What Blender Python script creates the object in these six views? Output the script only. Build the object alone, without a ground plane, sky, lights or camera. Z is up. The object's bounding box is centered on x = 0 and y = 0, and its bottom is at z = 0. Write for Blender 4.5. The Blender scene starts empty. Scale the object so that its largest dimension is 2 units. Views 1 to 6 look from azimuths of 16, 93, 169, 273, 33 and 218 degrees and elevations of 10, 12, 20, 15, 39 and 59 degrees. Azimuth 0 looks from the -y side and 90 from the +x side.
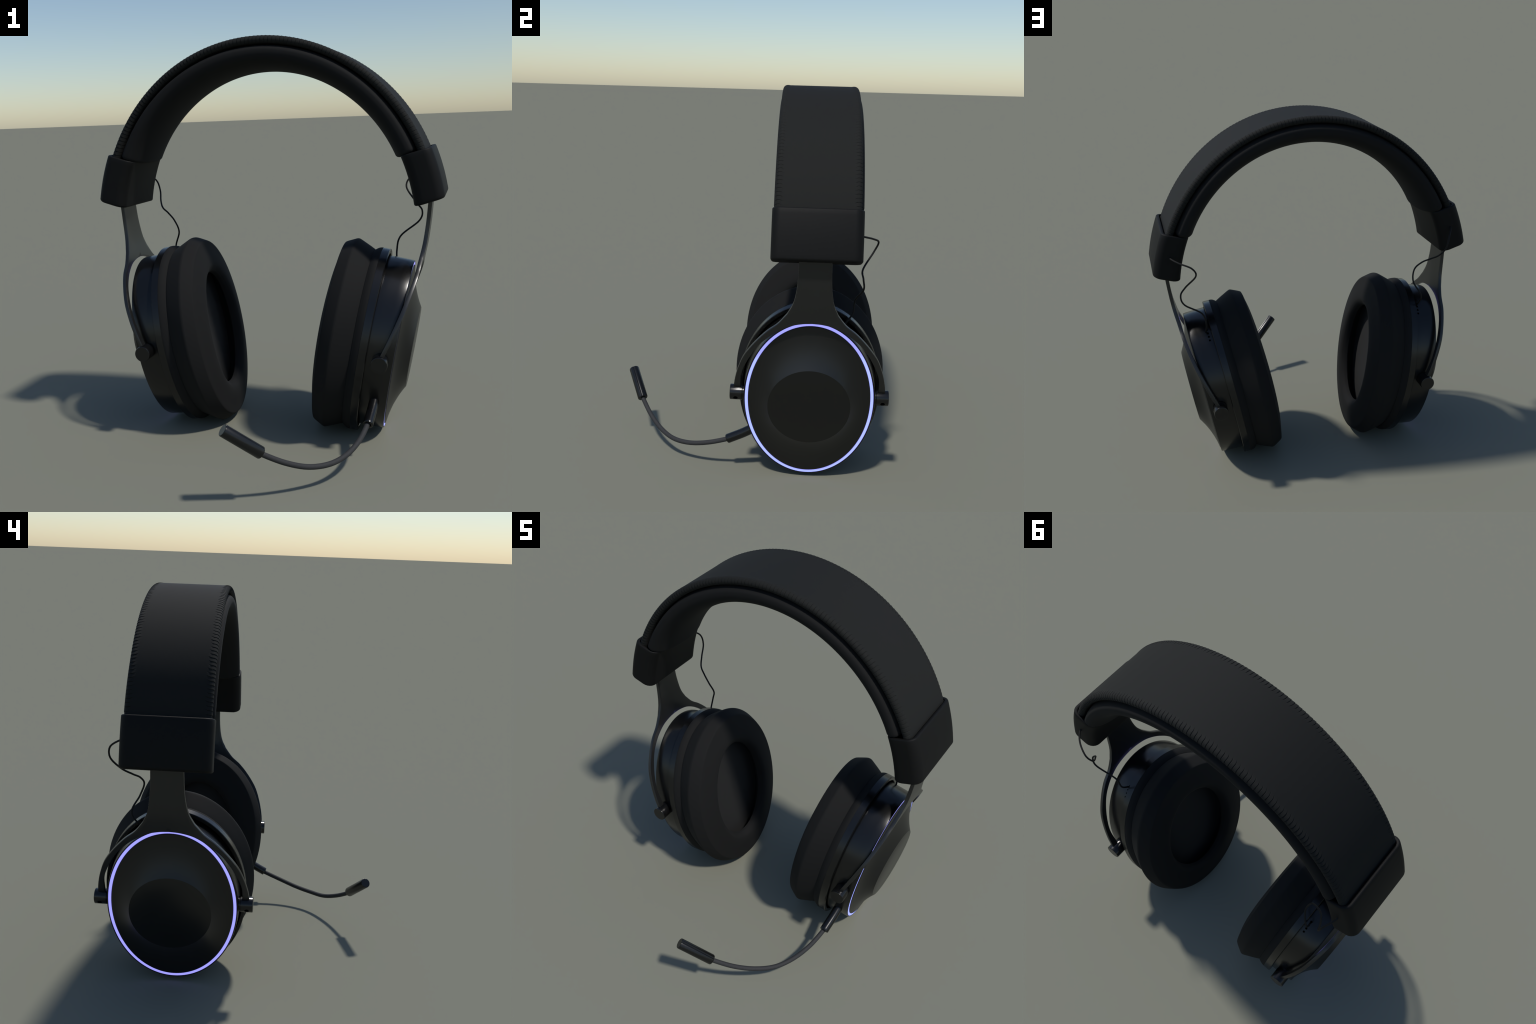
# Over-ear gaming headset with boom microphone, built from profiles, lofts and sweeps.
import bpy, bmesh, math
from mathutils import Vector, Matrix

TAU = 2 * math.pi
Y0 = 0.3225                       # symmetry plane of the ear cups (front / back)
YB = 0.3305                       # symmetry plane of the headband
PIVOT = Vector((0.596, Y0, 0.463))  # tilt axis of the right ear cup
TILT = math.radians(10.0)         # cups lean inwards at the bottom

# ------------------------------------------------------------------ materials

def material(name, color, rough, metallic=0.0, spec=0.5, coat=0.0, grain=0.0,
             grain_scale=120.0, tint=0.06, emit=None, strength=0.0, sheen=0.0):
    m = bpy.data.materials.new(name)
    m.use_nodes = True
    nt = m.node_tree
    b = nt.nodes["Principled BSDF"]
    b.inputs["Roughness"].default_value = rough
    b.inputs["Metallic"].default_value = metallic
    b.inputs["Specular IOR Level"].default_value = spec
    b.inputs["Coat Weight"].default_value = coat
    b.inputs["Sheen Weight"].default_value = sheen
    tc = nt.nodes.new("ShaderNodeTexCoord")
    no = nt.nodes.new("ShaderNodeTexNoise")
    no.inputs["Scale"].default_value = grain_scale
    no.inputs["Detail"].default_value = 4.0
    nt.links.new(tc.outputs["Object"], no.inputs["Vector"])
    ramp = nt.nodes.new("ShaderNodeValToRGB")
    e = ramp.color_ramp.elements
    e[0].position, e[1].position = 0.35, 0.65
    e[0].color = tuple(c * (1 - tint) for c in color) + (1,)
    e[1].color = tuple(c * (1 + tint) for c in color) + (1,)
    nt.links.new(no.outputs["Fac"], ramp.inputs["Fac"])
    nt.links.new(ramp.outputs["Color"], b.inputs["Base Color"])
    if grain > 0:
        bp = nt.nodes.new("ShaderNodeBump")
        bp.inputs["Strength"].default_value = grain
        bp.inputs["Distance"].default_value = 0.002
        nt.links.new(no.outputs["Fac"], bp.inputs["Height"])
        nt.links.new(bp.outputs["Normal"], b.inputs["Normal"])
    if emit:
        b.inputs["Emission Color"].default_value = tuple(emit) + (1,)
        b.inputs["Emission Strength"].default_value = strength
    return m

M_BAND = material("band_leather", (0.0070, 0.0074, 0.0064), 0.86, grain=0.08, grain_scale=160, spec=0.36)  # base tinted warm green to offset the blue sky reflection
M_PAD = material("cushion_leather", (0.0065, 0.0065, 0.0064), 0.86, grain=0.06, grain_scale=160, spec=0.30)
M_CLAMP = material("matte_plastic", (0.0070, 0.0070, 0.0068), 0.60, spec=0.15)
M_GLOSS = material("gloss_plastic", (0.0042, 0.0042, 0.0043), 0.25, spec=0.5)
M_MIC = material("microphone_plastic", (0.0060, 0.0060, 0.0060), 0.30, spec=0.45)
M_FORK = material("satin_metal", (0.0110, 0.0110, 0.0106), 0.31, spec=0.6)
M_PLATE = material("faceplate_plastic", (0.0060, 0.0060, 0.0056), 0.36)
M_DISC = material("badge_plastic", (0.0036, 0.0036, 0.0034), 0.30, spec=0.55)  # base colour darkened to match the disc seen in shade
M_CLOTH = material("speaker_cloth", (0.0100, 0.0100, 0.0100), 0.9, grain=0.15, grain_scale=300)
M_DARK = material("dark_recess", (0.0020, 0.0020, 0.0022), 0.7, spec=0.1)
M_WIRE = material("wire_rubber", (0.0060, 0.0060, 0.0058), 0.7, spec=0.3)
M_BOOM = material("boom_rubber", (0.0290, 0.0290, 0.0305), 0.75, spec=0.4)
M_LED = material("led_diffuser", (0.20, 0.45, 0.80), 0.5, emit=(0.36, 0.31, 1.0), strength=1.0, tint=0.0)

# -------------------------------------------------------------------- helpers

def mesh_from(name, verts, faces, mat, mirror=False, angle=35.0):
    if mirror:
        verts = [(-v[0], v[1], v[2]) for v in verts]
        faces = [tuple(reversed(f)) for f in faces]
    me = bpy.data.meshes.new(name)
    me.from_pydata([tuple(v) for v in verts], [], faces)
    me.materials.append(mat)
    bm = bmesh.new()
    bm.from_mesh(me)
    bmesh.ops.remove_doubles(bm, verts=bm.verts, dist=1e-6)
    bmesh.ops.recalc_face_normals(bm, faces=bm.faces)
    bm.to_mesh(me)
    bm.free()
    finish(me, angle)
    return me


def finish(me, angle=35.0):
    me.shade_smooth()
    me.set_sharp_from_angle(angle=math.radians(angle))


def add(name, me, parent=None, mat=None):
    ob = bpy.data.objects.new(name, me)
    bpy.context.scene.collection.objects.link(ob)
    ob.parent = parent
    return ob


def loft(rings, closed_path=False, cap_a=True, cap_b=True):
    """Quads between equally long closed rings of points."""
    n = len(rings[0])
    verts = [tuple(p) for r in rings for p in r]
    faces = []
    last = len(rings) if closed_path else len(rings) - 1
    for i in range(last):
        a, b = i * n, ((i + 1) % len(rings)) * n
        for k in range(n):
            k2 = (k + 1) % n
            faces.append((a + k, a + k2, b + k2, b + k))
    if not closed_path:
        if cap_a:
            faces.append(tuple(range(n - 1, -1, -1)))
        if cap_b:
            faces.append(tuple(range((len(rings) - 1) * n, len(rings) * n)))
    return verts, faces


def catmull(pts, per=8):
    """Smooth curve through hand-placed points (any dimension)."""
    P = [Vector(p) for p in pts]
    P = [2 * P[0] - P[1]] + P + [2 * P[-1] - P[-2]]
    out = []
    for i in range(1, len(P) - 2):
        a, b, c, d = P[i - 1:i + 3]
        for k in range(per):
            t = k / per
            out.append(0.5 * (2 * b + (c - a) * t + (2 * a - 5 * b + 4 * c - d) * t * t
                              + (3 * b - a - 3 * c + d) * t ** 3))
    out.append(P[-2])
    return out


def resample(pts, n):
    L = [0.0]
    for a, b in zip(pts, pts[1:]):
        L.append(L[-1] + (b - a).length)
    out, j = [], 0
    for i in range(n):
        s = L[-1] * i / (n - 1)
        while j < len(pts) - 2 and L[j + 1] < s:
            j += 1
        t = (s - L[j]) / max(L[j + 1] - L[j], 1e-9)
        out.append(pts[j].lerp(pts[j + 1], min(max(t, 0), 1)))
    return out


def sweep(path, radius, sides=16, start_up=Vector((0, 0, 1)), shape=None):
    """Rings along a path; radius is a function of the fraction along it."""
    rings, up = [], start_up
    n = len(path)
    for i, p in enumerate(path):
        t = (path[min(i + 1, n - 1)] - path[max(i - 1, 0)]).normalized()
        up = (up - t * up.dot(t)).normalized()
        side = t.cross(up)
        r = radius(i / (n - 1))
        ring = []
        for k in range(sides):
            th = TAU * k / sides
            rr = r * (shape(th) if shape else 1.0)
            ring.append(p + rr * (math.cos(th) * up + math.sin(th) * side))
        rings.append(ring)
    return rings


def apply_modifiers(ob):
    dg = bpy.context.evaluated_depsgraph_get()
    dg.update()
    me = bpy.data.meshes.new_from_object(ob.evaluated_get(dg))
    old = ob.data
    ob.modifiers.clear()
    ob.data = me
    return ob


def cut(ob, cutters, angle=30):
    """Boolean-subtract helper meshes, then throw the helpers away."""
    for c in cutters:
        m = ob.modifiers.new("cut", 'BOOLEAN')
        m.operation = 'DIFFERENCE'
        m.object = c
        m.solver = 'EXACT'
        m.material_mode = 'TRANSFER'
    apply_modifiers(ob)
    for c in cutters:
        bpy.data.objects.remove(c)
    finish(ob.data, angle)


def rod(p, q, r, sides=20):
    path = [p, p.lerp(q, 0.5), q]
    up = Vector((0, 0, 1)) if abs((q - p).normalized().z) < 0.9 else Vector((0, 1, 0))
    return loft(sweep(path, lambda t: r, sides, up))


def smoothstep(a, b, x):
    t = min(max((x - a) / (b - a), 0), 1)
    return t * t * (3 - 2 * t)

# ----------------------------------------------------------- headband geometry
# The band is an arch about (x 0, z 1.18), almost circular, opening at its ends.

ARCH_Z = 1.18


def arch_r(phi):
    return 0.8155 + 0.02 * (abs(phi) / 1.3) ** 4


def arch(phi, n=0.0):
    """Point at polar angle phi, offset n along the outward normal."""
    def p(f):
        return Vector((math.sin(f) * arch_r(f), 0, ARCH_Z + math.cos(f) * arch_r(f)))
    e = 1e-3
    t = (p(phi + e) - p(phi - e)).normalized()
    nrm = Vector((-t.z, 0, t.x))
    if nrm.dot(p(phi) - Vector((0, 0, ARCH_Z))) < 0:
        nrm = -nrm
    return p(phi) + n * nrm


def band_section(hw, th, r, arc):
    """Flat strip with fully rolled edges, as (w, n) pairs; outer face at n = 0."""
    e = hw - r
    row = [e, e - 0.003, e - 0.007, e - 0.012, e - 0.017, e - 0.022, e - 0.028, e - 0.036, 0.11, 0.04]
    row = [-w for w in row] + row[::-1]
    pts = [(w, 0.0) for w in row[:-1]]
    for i in range(arc):
        a = math.pi * i / arc
        pts.append((e + r * math.sin(a), -th / 2 + th / 2 * math.cos(a)))
    pts += [(-w, -th) for w in row[:-1]]
    for i in range(arc):
        a = math.pi * i / arc
        pts.append((-e - r * math.sin(a), -th / 2 - th / 2 * math.cos(a)))
    return pts


def build_band(root):
    """Leather sleeve whose two rolled edges are gathered by evenly spaced stitches."""
    end, ribs, hw, r, th = 1.33, 110, 0.2005, 0.021, 0.038
    e = hw - r
    phases = [0.0, 0.035, 0.08, 0.15, 0.28, 0.45, 0.64, 0.82, 0.93, 0.97]
    sec = band_section(hw, th, r, 14)
    steps = [i + p for i in range(ribs) for p in phases] + [float(ribs)]
    rings = []
    for s in steps:
        rib = math.floor(s)
        p = s - rib
        ring = []
        for w, n in sec:
            aw = abs(w)
            slant = 0.55 * smoothstep(e + 0.004, e - 0.026, aw) if n > -0.019 else 0.0
            phi = -end + 2 * end * (s + slant * 0.8) / ribs
            reach = e - 0.010 + 0.003 * math.sin(rib * 2.4) + 0.002 * math.sin(rib * 5.1 + 1)
            m = smoothstep(reach - 0.004, reach + 0.008, aw)
            m *= 1 - 0.7 * smoothstep(-0.020, -0.036, n)
            skip = 0.2 if rib in (31, 77) else 1.0
            d = min(p, 1 - p)
            crease = math.exp(-(d / 0.040) ** 2)
            h = m * (0.0015 * (1 - p) ** 1.5 - 0.0031 * skip * crease)
            dw, dn = (aw - e) if aw > e else 0.0, n + th / 2
            l = math.hypot(dw, dn) or 1
            nw, nn = dw / l * (1 if w > 0 else -1), dn / l
            q = arch(phi, n + h * nn)
            ring.append((q.x, YB + w + h * nw, q.z))
        rings.append(ring)
    v, f = loft(rings)
    return add("headband", mesh_from("headband", v, f, M_BAND, angle=75), root)


def build_band_cushion(root):
    end, steps, sides = 1.242, 150, 72
    rad = 0.022
    rings = []
    L = 0.82
    tails = [0.0, 0.04, 0.12, 0.25, 0.42, 0.62, 0.8]
    phis = [-end + rad / L * t for t in tails]
    body = [-(end - rad / L) + 2 * (end - rad / L) * i / steps for i in range(steps + 1)]
    phis = phis + body + [-p for p in reversed(phis)]
    for phi in phis:
        t = min((end - abs(phi)) * L, rad)
        d = rad - math.sqrt(max(rad * rad - (rad - t) ** 2, 0))
        low = -0.1610 + 0.006 * smoothstep(0.5, 1.25, abs(phi))   # thinner towards the ends
        mid = -0.080
        hw, up, down = 0.2120 - d, -0.036 - mid - d, mid - low - d
        ring = []
        for k in range(sides):
            th = TAU * k / sides
            ct, st = math.cos(th), math.sin(th)
            # superellipse: tight shoulders against the strap, a fuller roll underneath
            ex = 2 / (2.15 if st < 0 else 3.4)
            w = hw * math.copysign(abs(ct) ** ex, ct)
            n = mid + (down if st < 0 else up) * math.copysign(abs(st) ** ex, st)
            q = arch(phi, n)
            ring.append((q.x, YB + 0.003 + w, q.z))
        rings.append(ring)
    v, f = loft(rings)
    add("headband_cushion", mesh_from("headband_cushion", v, f, M_PAD, angle=60), root)


def rounded_rect(w0, w1, n0, n1, r_out, r_in, k=7):
    """Corner-rounded rectangle in (w, n); r_out at n1, r_in at n0."""
    pts = []
    for cx, cy, r, a0 in ((w1, n1, r_out, 0), (w0, n1, r_out, 90), (w0, n0, r_in, 180), (w1, n0, r_in, 270)):
        ox = cx - math.copysign(r, cx)
        oy = cy - r if cy == n1 else cy + r
        for i in range(k):
            a = math.radians(a0 + 90 * i / (k - 1))
            pts.append((ox + r * math.cos(a), oy + r * math.sin(a)))
    return pts


def build_clamp(root, mirror):
    """Curved plastic end block that grips the band."""
    n_in, n_out, hw = -0.122, 0.027, 0.2135
    L = 0.85

    def station(t, inset):
        ring = []
        for w, n in rounded_rect(-hw + inset, hw - inset, n_in + inset, n_out - inset,
                                 max(0.044 - inset, 0.010), max(0.050 - inset, 0.010)):
            f = (n_out - n) / (n_out - n_in)
            top, bot = 1.255 - 0.022 * f, 1.537 + 0.027 * f
            phi = top + (bot - top) * t[0] + t[1] / L
            q = arch(phi, n)
            ring.append((q.x, YB + w, q.z))
        return ring
    rings = [station((0, 0.040), 0.0190), station((0, 0.004), 0.0175), station((0, 0.0008), 0.0155),
             station((0, 0.0), 0.0130), station((0, 0.0), 0.007)]
    b = 0.007
    for i in (1, 2, 3):
        a = math.radians(30 * i)
        rings.append(station((0, b * (1 - math.cos(a))), b * (1 - math.sin(a))))
    for i in range(1, 9):
        rings.append(station((i / 9, 0), 0.0))
    b = 0.012
    for i in range(0, 6):
        a = math.radians(18 * i)
        rings.append(station((1, -b * (1 - math.sin(a))), b * (1 - math.cos(a))))
    v, f = loft(rings)
    return add("band_clamp", mesh_from("band_clamp", v, f, M_CLAMP, mirror, angle=40), root)

# ------------------------------------------------------------------ fork (yoke)

FORK_X = [(1.27, 0.819), (1.185, 0.806), (1.08, 0.795), (0.98, 0.780), (0.90, 0.762), (0.83, 0.7455),
          (0.77, 0.7255), (0.70, 0.699), (0.63, 0.669), (0.55, 0.632), (0.50, 0.608), (0.45, 0.585)]
FORK_OUT = [(0.122, 0.930), (0.165, 0.876), (0.218, 0.832), (0.275, 0.769), (0.326, 0.695),
            (0.356, 0.620), (0.374, 0.550), (0.381, 0.500), (0.382, 0.455)]
FORK_OUT_TOP = [(0.077, 1.26), (0.0775, 1.18), (0.081, 1.08), (0.095, 0.99), (0.122, 0.930)]
FORK_IN = [(0.0, 0.885), (0.05, 0.881), (0.11, 0.866), (0.165, 0.836), (0.205, 0.806), (0.245, 0.768),
           (0.282, 0.716), (0.318, 0.648), (0.342, 0.579), (0.347, 0.500), (0.347, 0.455)]


def build_fork(root, mirror):
    prof = catmull([(z, x, 0) for z, x in FORK_X], 12)

    def fx(z):
        for a, b in zip(prof, prof[1:]):
            if b.x <= z <= a.x:
                return a.y + (b.y - a.y) * (a.x - z) / (a.x - b.x)
        return prof[0].y if z > prof[0].x else prof[-1].y
    cols = 8
    v3 = lambda l: [Vector((a, b, 0)) for a, b in l]
    top = resample(catmull(v3(FORK_OUT_TOP), 10), 19)
    out = resample(catmull(v3(FORK_OUT), 10), 46)
    inn = resample(catmull(v3(FORK_IN), 10), 46)
    rows = []
    for i, o in enumerate(top[:-1]):
        f = i / (len(top) - 1)
        zc = 1.26 + (0.885 - 1.26) * f
        rows.append((o, Vector((0, zc, 0))))
    rows += list(zip(out, inn))
    grid = []
    for o, n in rows:
        grid.append([n.lerp(o, c / cols) for c in range(cols + 1)])
    verts, faces = [], []
    for sgn in (1, -1):
        base = len(verts)
        for r in grid:
            for p in r:
                verts.append((fx(p.y), Y0 + sgn * p.x + 0.0045 * smoothstep(0.88, 1.05, p.y), p.y))
        for i in range(len(grid) - 1):
            for c in range(cols):
                a = base + i * (cols + 1) + c
                q = (a, a + 1, a + cols + 2, a + cols + 1)
                faces.append(q if sgn > 0 else tuple(reversed(q)))
    me = mesh_from("fork", verts, faces, M_FORK, mirror)
    ob = add("fork", me, root)
    s = ob.modifiers.new("thick", 'SOLIDIFY')
    s.thickness, s.offset, s.use_even_offset = 0.019, 0.0, True
    b = ob.modifiers.new("edge", 'BEVEL')
    b.width, b.segments, b.limit_method, b.angle_limit = 0.0018, 2, 'ANGLE', math.radians(50)
    apply_modifiers(ob)
    finish(ob.data, 40)
    return ob

# -------------------------------------------------------------------- ear cups
# Profiles are lists of (axial distance outwards, half height, half depth).

UC = -0.005     # the ellipses sit slightly below the pivot axis
SEG = 144


def oval(a, ru, ry, n=SEG, sag=0.0, flat=0.0, fuller=0.0):
    """Elliptical ring; sag lowers its bottom half, flat pulls top and bottom back along the
    axis, fuller squares the lower quarters a little."""
    ring = []
    for k in range(n):
        c, s = math.cos(TAU * k / n), math.sin(TAU * k / n)
        k2 = 1 + fuller * abs(2 * c * s) if c < 0 else 1.0
        ring.append((a + flat * c * c, ry * s * k2, UC + ru * c * k2 + sag * min(c, 0)))
    return ring


def cup_part(name, prof, mat, mirror, parent, closed=False, angle=32, caps=(True, True), sag=0.0, flat=None):
    v, f = loft([oval(*p, sag=sag, flat=flat(p[0]) if flat else 0.0,
                     fuller=2.0 * sag) for p in prof], closed, *caps)
    return add(name, mesh_from(name, v, f, mat, mirror, angle), parent)


def bead(c0, c1, r, steps=4):
    """Quarter-round transition helper: points from c0 to c1 bulging towards (c1[0], c0 radii)."""
    out = []
    for i in range(steps + 1):
        a = math.pi / 2 * i / steps
        s, c = math.sin(a), math.cos(a)
        out.append((c0[0] + (c1[0] - c0[0]) * s, c1[1] + (c0[1] - c1[1]) * c, c1[2] + (c0[2] - c1[2]) * c))
    return out


def smooth_profile(pts, per=6):
    return [tuple(p) for p in catmull(pts, per)]


SHELL = [(-0.100, 0.400, 0.295), (-0.100, 0.4375, 0.333), (-0.078, 0.4395, 0.3345), (-0.074, 0.4405, 0.3345),
         (-0.030, 0.4405, 0.3330), (0.010, 0.4400, 0.3310), (0.0500, 0.4390, 0.3290), (0.0540, 0.4375, 0.3275),
         (0.0550, 0.4350, 0.3250), (0.0550, 0.4322, 0.3222), (0.046, 0.4320, 0.3220), (0.046, 0.412, 0.303)]
TRIM = [(-0.095, 0.452, 0.341), (-0.0745, 0.452, 0.341), (-0.071, 0.4545, 0.3435), (-0.071, 0.4705, 0.3575),
        (-0.0735, 0.4735, 0.3605), (-0.1085, 0.4735, 0.3605), (-0.1085, 0.452, 0.341)]
LIGHT = [(0.046, 0.4318, 0.3218), (0.0532, 0.4318, 0.3218), (0.0540, 0.4306, 0.3206), (0.0540, 0.4180, 0.3084),
         (0.0532, 0.4168, 0.3072), (0.046, 0.4168, 0.3072)]
BASE = [(-0.1080, 0.44, 0.33), (-0.1080, 0.4725, 0.3595), (-0.1180, 0.4725, 0.3590), (-0.1300, 0.4690, 0.3560),
        (-0.1400, 0.4625, 0.3520), (-0.1480, 0.4550, 0.3480), (-0.156, 0.440, 0.335)]
CUSHION_OUT = [(-0.1440, 0.4500, 0.3430), (-0.1500, 0.4560, 0.3490), (-0.1750, 0.4690, 0.3620),
               (-0.2050, 0.4830, 0.3760), (-0.2330, 0.4955, 0.3885), (-0.2430, 0.4970, 0.3900),
               (-0.2520, 0.4945, 0.3870), (-0.2780, 0.4820, 0.3730), (-0.2950, 0.4735, 0.3620),
               (-0.3020, 0.4670, 0.3550), (-0.3100, 0.4450, 0.3320), (-0.3190, 0.4150, 0.3030),
               (-0.3255, 0.3800, 0.2740), (-0.3280, 0.3520, 0.2490), (-0.3265, 0.3340, 0.2350)]
CUSHION_IN = [(-0.3190, 0.3180, 0.2230), (-0.3060, 0.3080, 0.2150), (-0.2900, 0.3010, 0.2090),
              (-0.2850, 0.3000, 0.2085), (-0.2800, 0.3040, 0.2120), (-0.2500, 0.3600, 0.2430), (-0.2080, 0.4000, 0.2700)]


def dish(r0=(0.4164, 0.3068)):
    """Faceplate: a slightly hollow cone from the light ring up to a sharp-edged round badge."""
    rows = [(0.046, r0[0], r0[1]), (0.0555, r0[0] - 0.0002, r0[1] - 0.0002), (0.0580, r0[0] - 0.003, r0[1] - 0.003)]
    n = 22
    for i in range(1, n + 1):
        t = i / n
        r = 0.204
        ru, ry = (r0[0] - 0.003) + (r - r0[0] + 0.003) * t, (r0[1] - 0.003) + (r - r0[1] + 0.003) * t
        rows.append((0.0580 + 0.067 * (0.44 * t + 0.56 * t ** 2.3), ru, ry))
    return rows


def circle_blend(rows):
    """Ellipse centre drifts to the pivot axis as the dish becomes round."""
    out = []
    for a, ru, ry in rows:
        t = (ru - 0.204) / (0.4164 - 0.204)
        uc = UC * max(0, min(1, t))
        out.append([(a, ry * math.sin(TAU * k / SEG), uc + ru * math.cos(TAU * k / SEG)) for k in range(SEG)])
    return out


def build_cup(root, mirror):
    sg = -1 if mirror else 1
    v, f = loft([oval(*p, fuller=0.012 * smoothstep(0.045, -0.02, p[0])) for p in SHELL])
    shell = add("ear_cup", mesh_from("ear_cup", v, f, M_GLOSS, mirror, 28), root)
    cutters = []
    for y, u in ((0.1545, 0.3905), (0.1710, 0.3775), (0.1875, 0.3630), (0.2035, 0.3485)):
        d = Vector((0, y / 0.334 ** 2, u / 0.44 ** 2)).normalized()
        c = Vector((-0.050 * sg, y, u + UC))
        v, f = rod(c - d * 0.03, c + d * 0.03, 0.0058, 14)
        cutters.append(add("cutter", mesh_from("cutter", v, f, M_DARK)))
    cut(shell, cutters)
    shell.location = (sg * PIVOT.x, PIVOT.y, PIVOT.z)
    shell.rotation_euler = (0, sg * TILT, 0)

    cup_part("trim_ring", TRIM, M_GLOSS, mirror, shell, closed=True, angle=28, sag=0.006)
    cup_part("light_ring", LIGHT, M_LED, mirror, shell, closed=True)
    cup_part("cushion_mount", smooth_profile(BASE[1:], 4), M_PAD, mirror, shell, angle=60, sag=0.007)
    pad = smooth_profile(CUSHION_OUT, 4) + smooth_profile(CUSHION_IN, 4)
    cup_part("ear_cushion", pad, M_PAD, mirror, shell, angle=50, caps=(True, False), sag=0.0025,
             flat=lambda a: 0.008 * smoothstep(-0.298, -0.320, a))
    cup_part("speaker_cloth", [(-0.17, 0.405, 0.273), (-0.225, 0.405, 0.273), (-0.228, 0.398, 0.268),
                               (-0.229, 0.20, 0.12), (-0.229, 0.02, 0.012)], M_CLOTH, mirror, shell)
    v, f = loft(circle_blend(dish()), cap_a=True, cap_b=False)
    add("faceplate", mesh_from("faceplate", v, f, M_PLATE, mirror, 28), shell)
    r = 0.2042
    prof = [(0.112, r - 0.020), (0.1235, r - 0.0015), (0.1250, r - 0.0003), (0.1253, r - 0.0012), (0.1253, 0.02)]
    v, f = loft([[(a, q * math.sin(TAU * k / 96), q * math.cos(TAU * k / 96)) for k in range(96)] for a, q in prof])
    add("badge", mesh_from("badge", v, f, M_DISC, mirror, 28), shell)

    # pivots: turned studs on the tilt axis, each with a screw hole
    sx, sz = -0.003, -0.006
    for side in (-1, 1):
        rings = []
        for y, r in ((0.290, 0.036), (0.3365, 0.036), (0.3375, 0.0385), (0.339, 0.0395), (0.3975, 0.0395),
                     (0.3999, 0.0386), (0.4010, 0.0364)):
            rings.append([(sx + r * math.cos(TAU * k / 56), side * y, sz + r * math.sin(TAU * k / 56)) for k in range(56)])
        v, f = loft(rings)
        stud = add("pivot_stud", mesh_from("pivot_stud", v, f, M_GLOSS, mirror, 25))
        a = math.radians(-23)
        d = Vector((sg * math.cos(a), 0, math.sin(a)))
        c = Vector((sg * sx, side * 0.371, sz))
        v, f = rod(c + d * 0.022, c + d * 0.06, 0.0115, 24)
        cut(stud, [add("cutter", mesh_from("cutter", v, f, M_DARK))], 25)
        stud.parent = shell
    return shell

# ------------------------------------------------------- cables and microphone

WIRE_RIGHT = [(0.765, 0.515, 1.322), (0.783, 0.546, 1.316), (0.744, 0.593, 1.300), (0.681, 0.623, 1.274),
              (0.662, 0.604, 1.222), (0.717, 0.553, 1.147), (0.746, 0.556, 1.104), (0.729, 0.560, 1.050),
              (0.638, 0.529, 0.976), (0.618, 0.522, 0.902), (0.624, 0.474, 0.832)]
WIRE_LEFT = [(-0.765, 0.515, 1.325), (-0.780, 0.546, 1.320), (-0.748, 0.603, 1.278), (-0.730, 0.607, 1.220),
             (-0.710, 0.560, 1.166), (-0.680, 0.511, 1.132), (-0.639, 0.484, 1.106), (-0.599, 0.473, 1.064),
             (-0.585, 0.497, 0.998), (-0.620, 0.531, 0.919), (-0.610, 0.475, 0.834)]
BOOM = [(0.545, -0.045, 0.196), (0.539, -0.085, 0.175), (0.516, -0.194, 0.137), (0.475, -0.300, 0.110),
        (0.418, -0.395, 0.103), (0.339, -0.475, 0.117), (0.255, -0.550, 0.161), (0.168, -0.614, 0.222),
        (0.150, -0.626, 0.241)]
SLEEVE = [(0.562, 0.130, 0.325), (0.558, 0.075, 0.272), (0.551, 0.000, 0.222), (0.541, -0.091, 0.175)]
MIC_BASE, MIC_TIP = Vector((0.169, -0.6155, 0.226)), Vector((0.028, -0.696, 0.350))


def build_wire(root, pts):
    v, f = loft(sweep(catmull(pts, 12), lambda t: 0.0046, 10, Vector((0, 1, 0.2))))
    add("wire", mesh_from("wire", v, f, M_WIRE), root)


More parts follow.
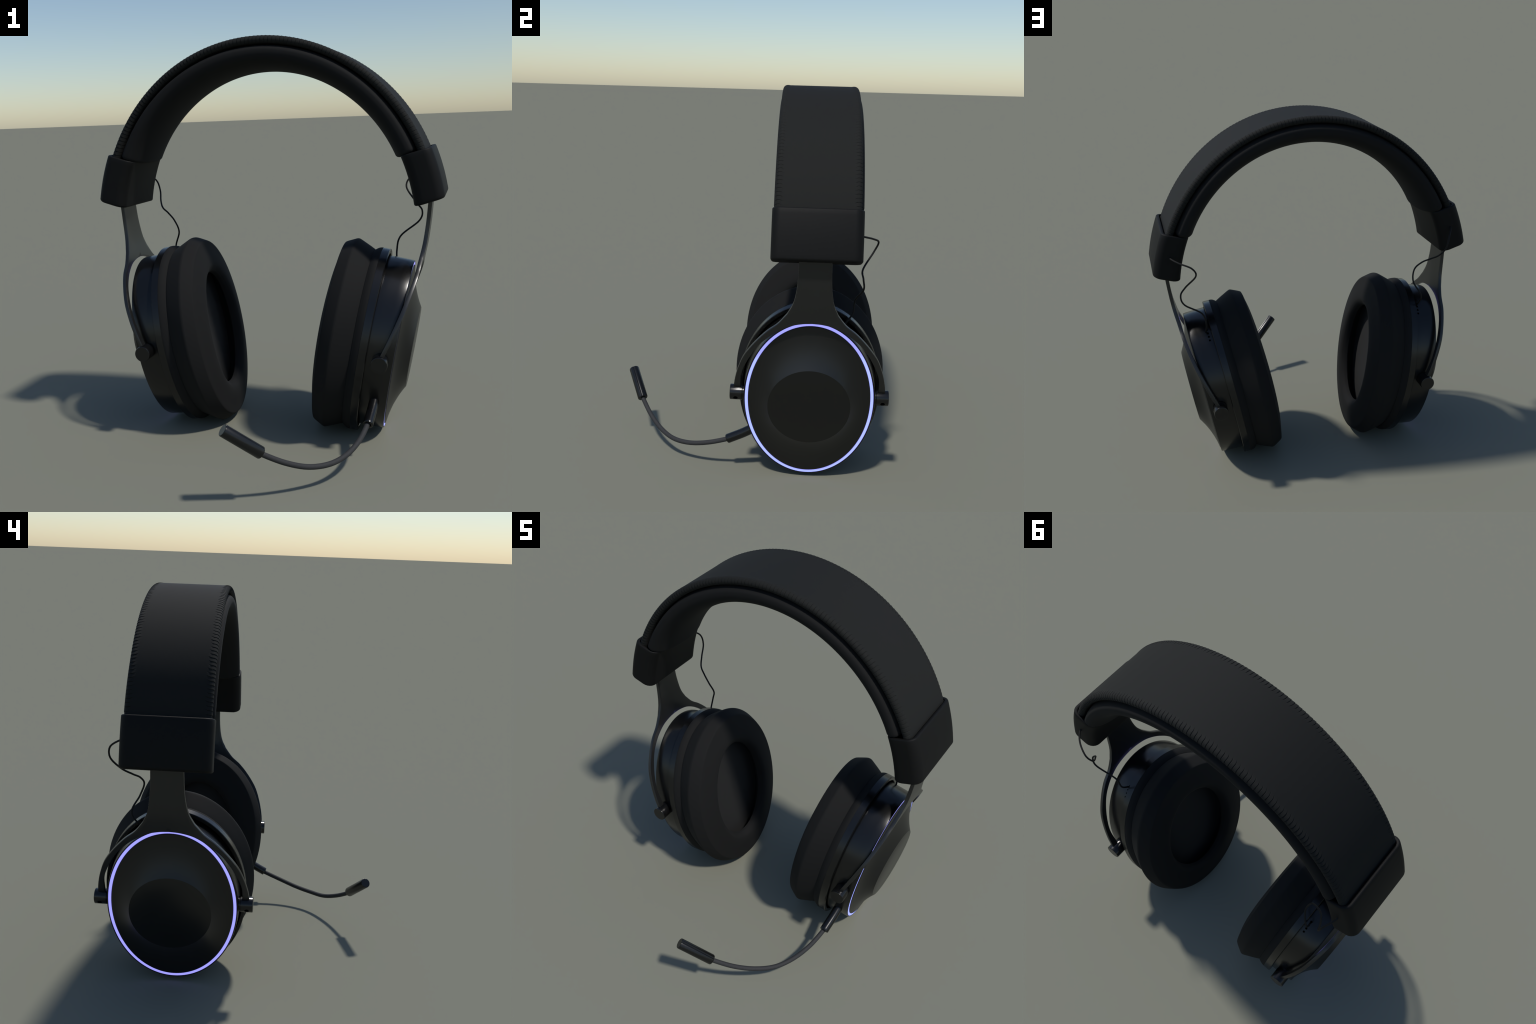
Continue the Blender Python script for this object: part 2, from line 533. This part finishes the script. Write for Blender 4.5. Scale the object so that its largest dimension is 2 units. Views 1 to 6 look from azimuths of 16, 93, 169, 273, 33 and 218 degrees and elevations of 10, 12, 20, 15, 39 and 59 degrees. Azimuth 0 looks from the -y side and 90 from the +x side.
def build_microphone(root):
    v, f = loft(sweep(catmull(BOOM, 12), lambda t: 0.0123, 20))
    boom = add("microphone_boom", mesh_from("microphone_boom", v, f, M_BOOM), root)

    path = catmull(SLEEVE, 10)
    rings = sweep(path, lambda t: 0.030 - 0.0055 * smoothstep(0.0, 0.55, t), 32)
    # rolled lip and a bore that the boom leaves from
    t = (path[-1] - path[-2]).normalized()
    c = path[-1]

    def scaled(s, shift):
        return [c + (p - c) * s + t * shift for p in rings[-1]]
    rings = rings + [scaled(0.96, 0.002), scaled(0.88, 0.003), scaled(0.62, 0.003), scaled(0.56, 0.0015),
                     scaled(0.56, -0.03)]
    v, f = loft(rings)
    add("boom_sleeve", mesh_from("boom_sleeve", v, f, M_GLOSS, angle=40), boom)

    axis = (MIC_TIP - MIC_BASE)
    up = Vector((0, 0, 1))

    def slot(th):
        d = (th + math.pi) % TAU - math.pi
        return 1 - 0.10 * smoothstep(0.17, 0.12, abs(d + 0.30))
    prof = [(0.0, 0.55), (0.0, 0.80), (0.008, 0.93), (0.028, 1.0), (0.5, 1.0), (0.975, 1.0), (0.992, 0.965), (1.0, 0.90)]
    side = axis.normalized().cross(up).normalized()
    upn = side.cross(axis.normalized())
    rings = []
    for s, k in prof:
        ring = []
        for i in range(72):
            th = TAU * i / 72
            ring.append(MIC_BASE + axis * s + 0.0277 * k * slot(th) * (math.cos(th) * upn + math.sin(th) * side))
        rings.append(ring)
    v, f = loft(rings)
    add("microphone_capsule", mesh_from("microphone_capsule", v, f, M_MIC, angle=30), boom)

# ------------------------------------------------------------------- assemble

root = bpy.data.objects.new("gaming_headset", None)
bpy.context.scene.collection.objects.link(root)
root["label"] = "black over-ear gaming headset with glowing rings and boom microphone"
root["category"] = "headset"

build_band(root)
build_band_cushion(root)
for mirrored in (False, True):
    build_clamp(root, mirrored)
    build_fork(root, mirrored)
    build_cup(root, mirrored)
build_wire(root, WIRE_RIGHT)
build_wire(root, WIRE_LEFT)
build_microphone(root)
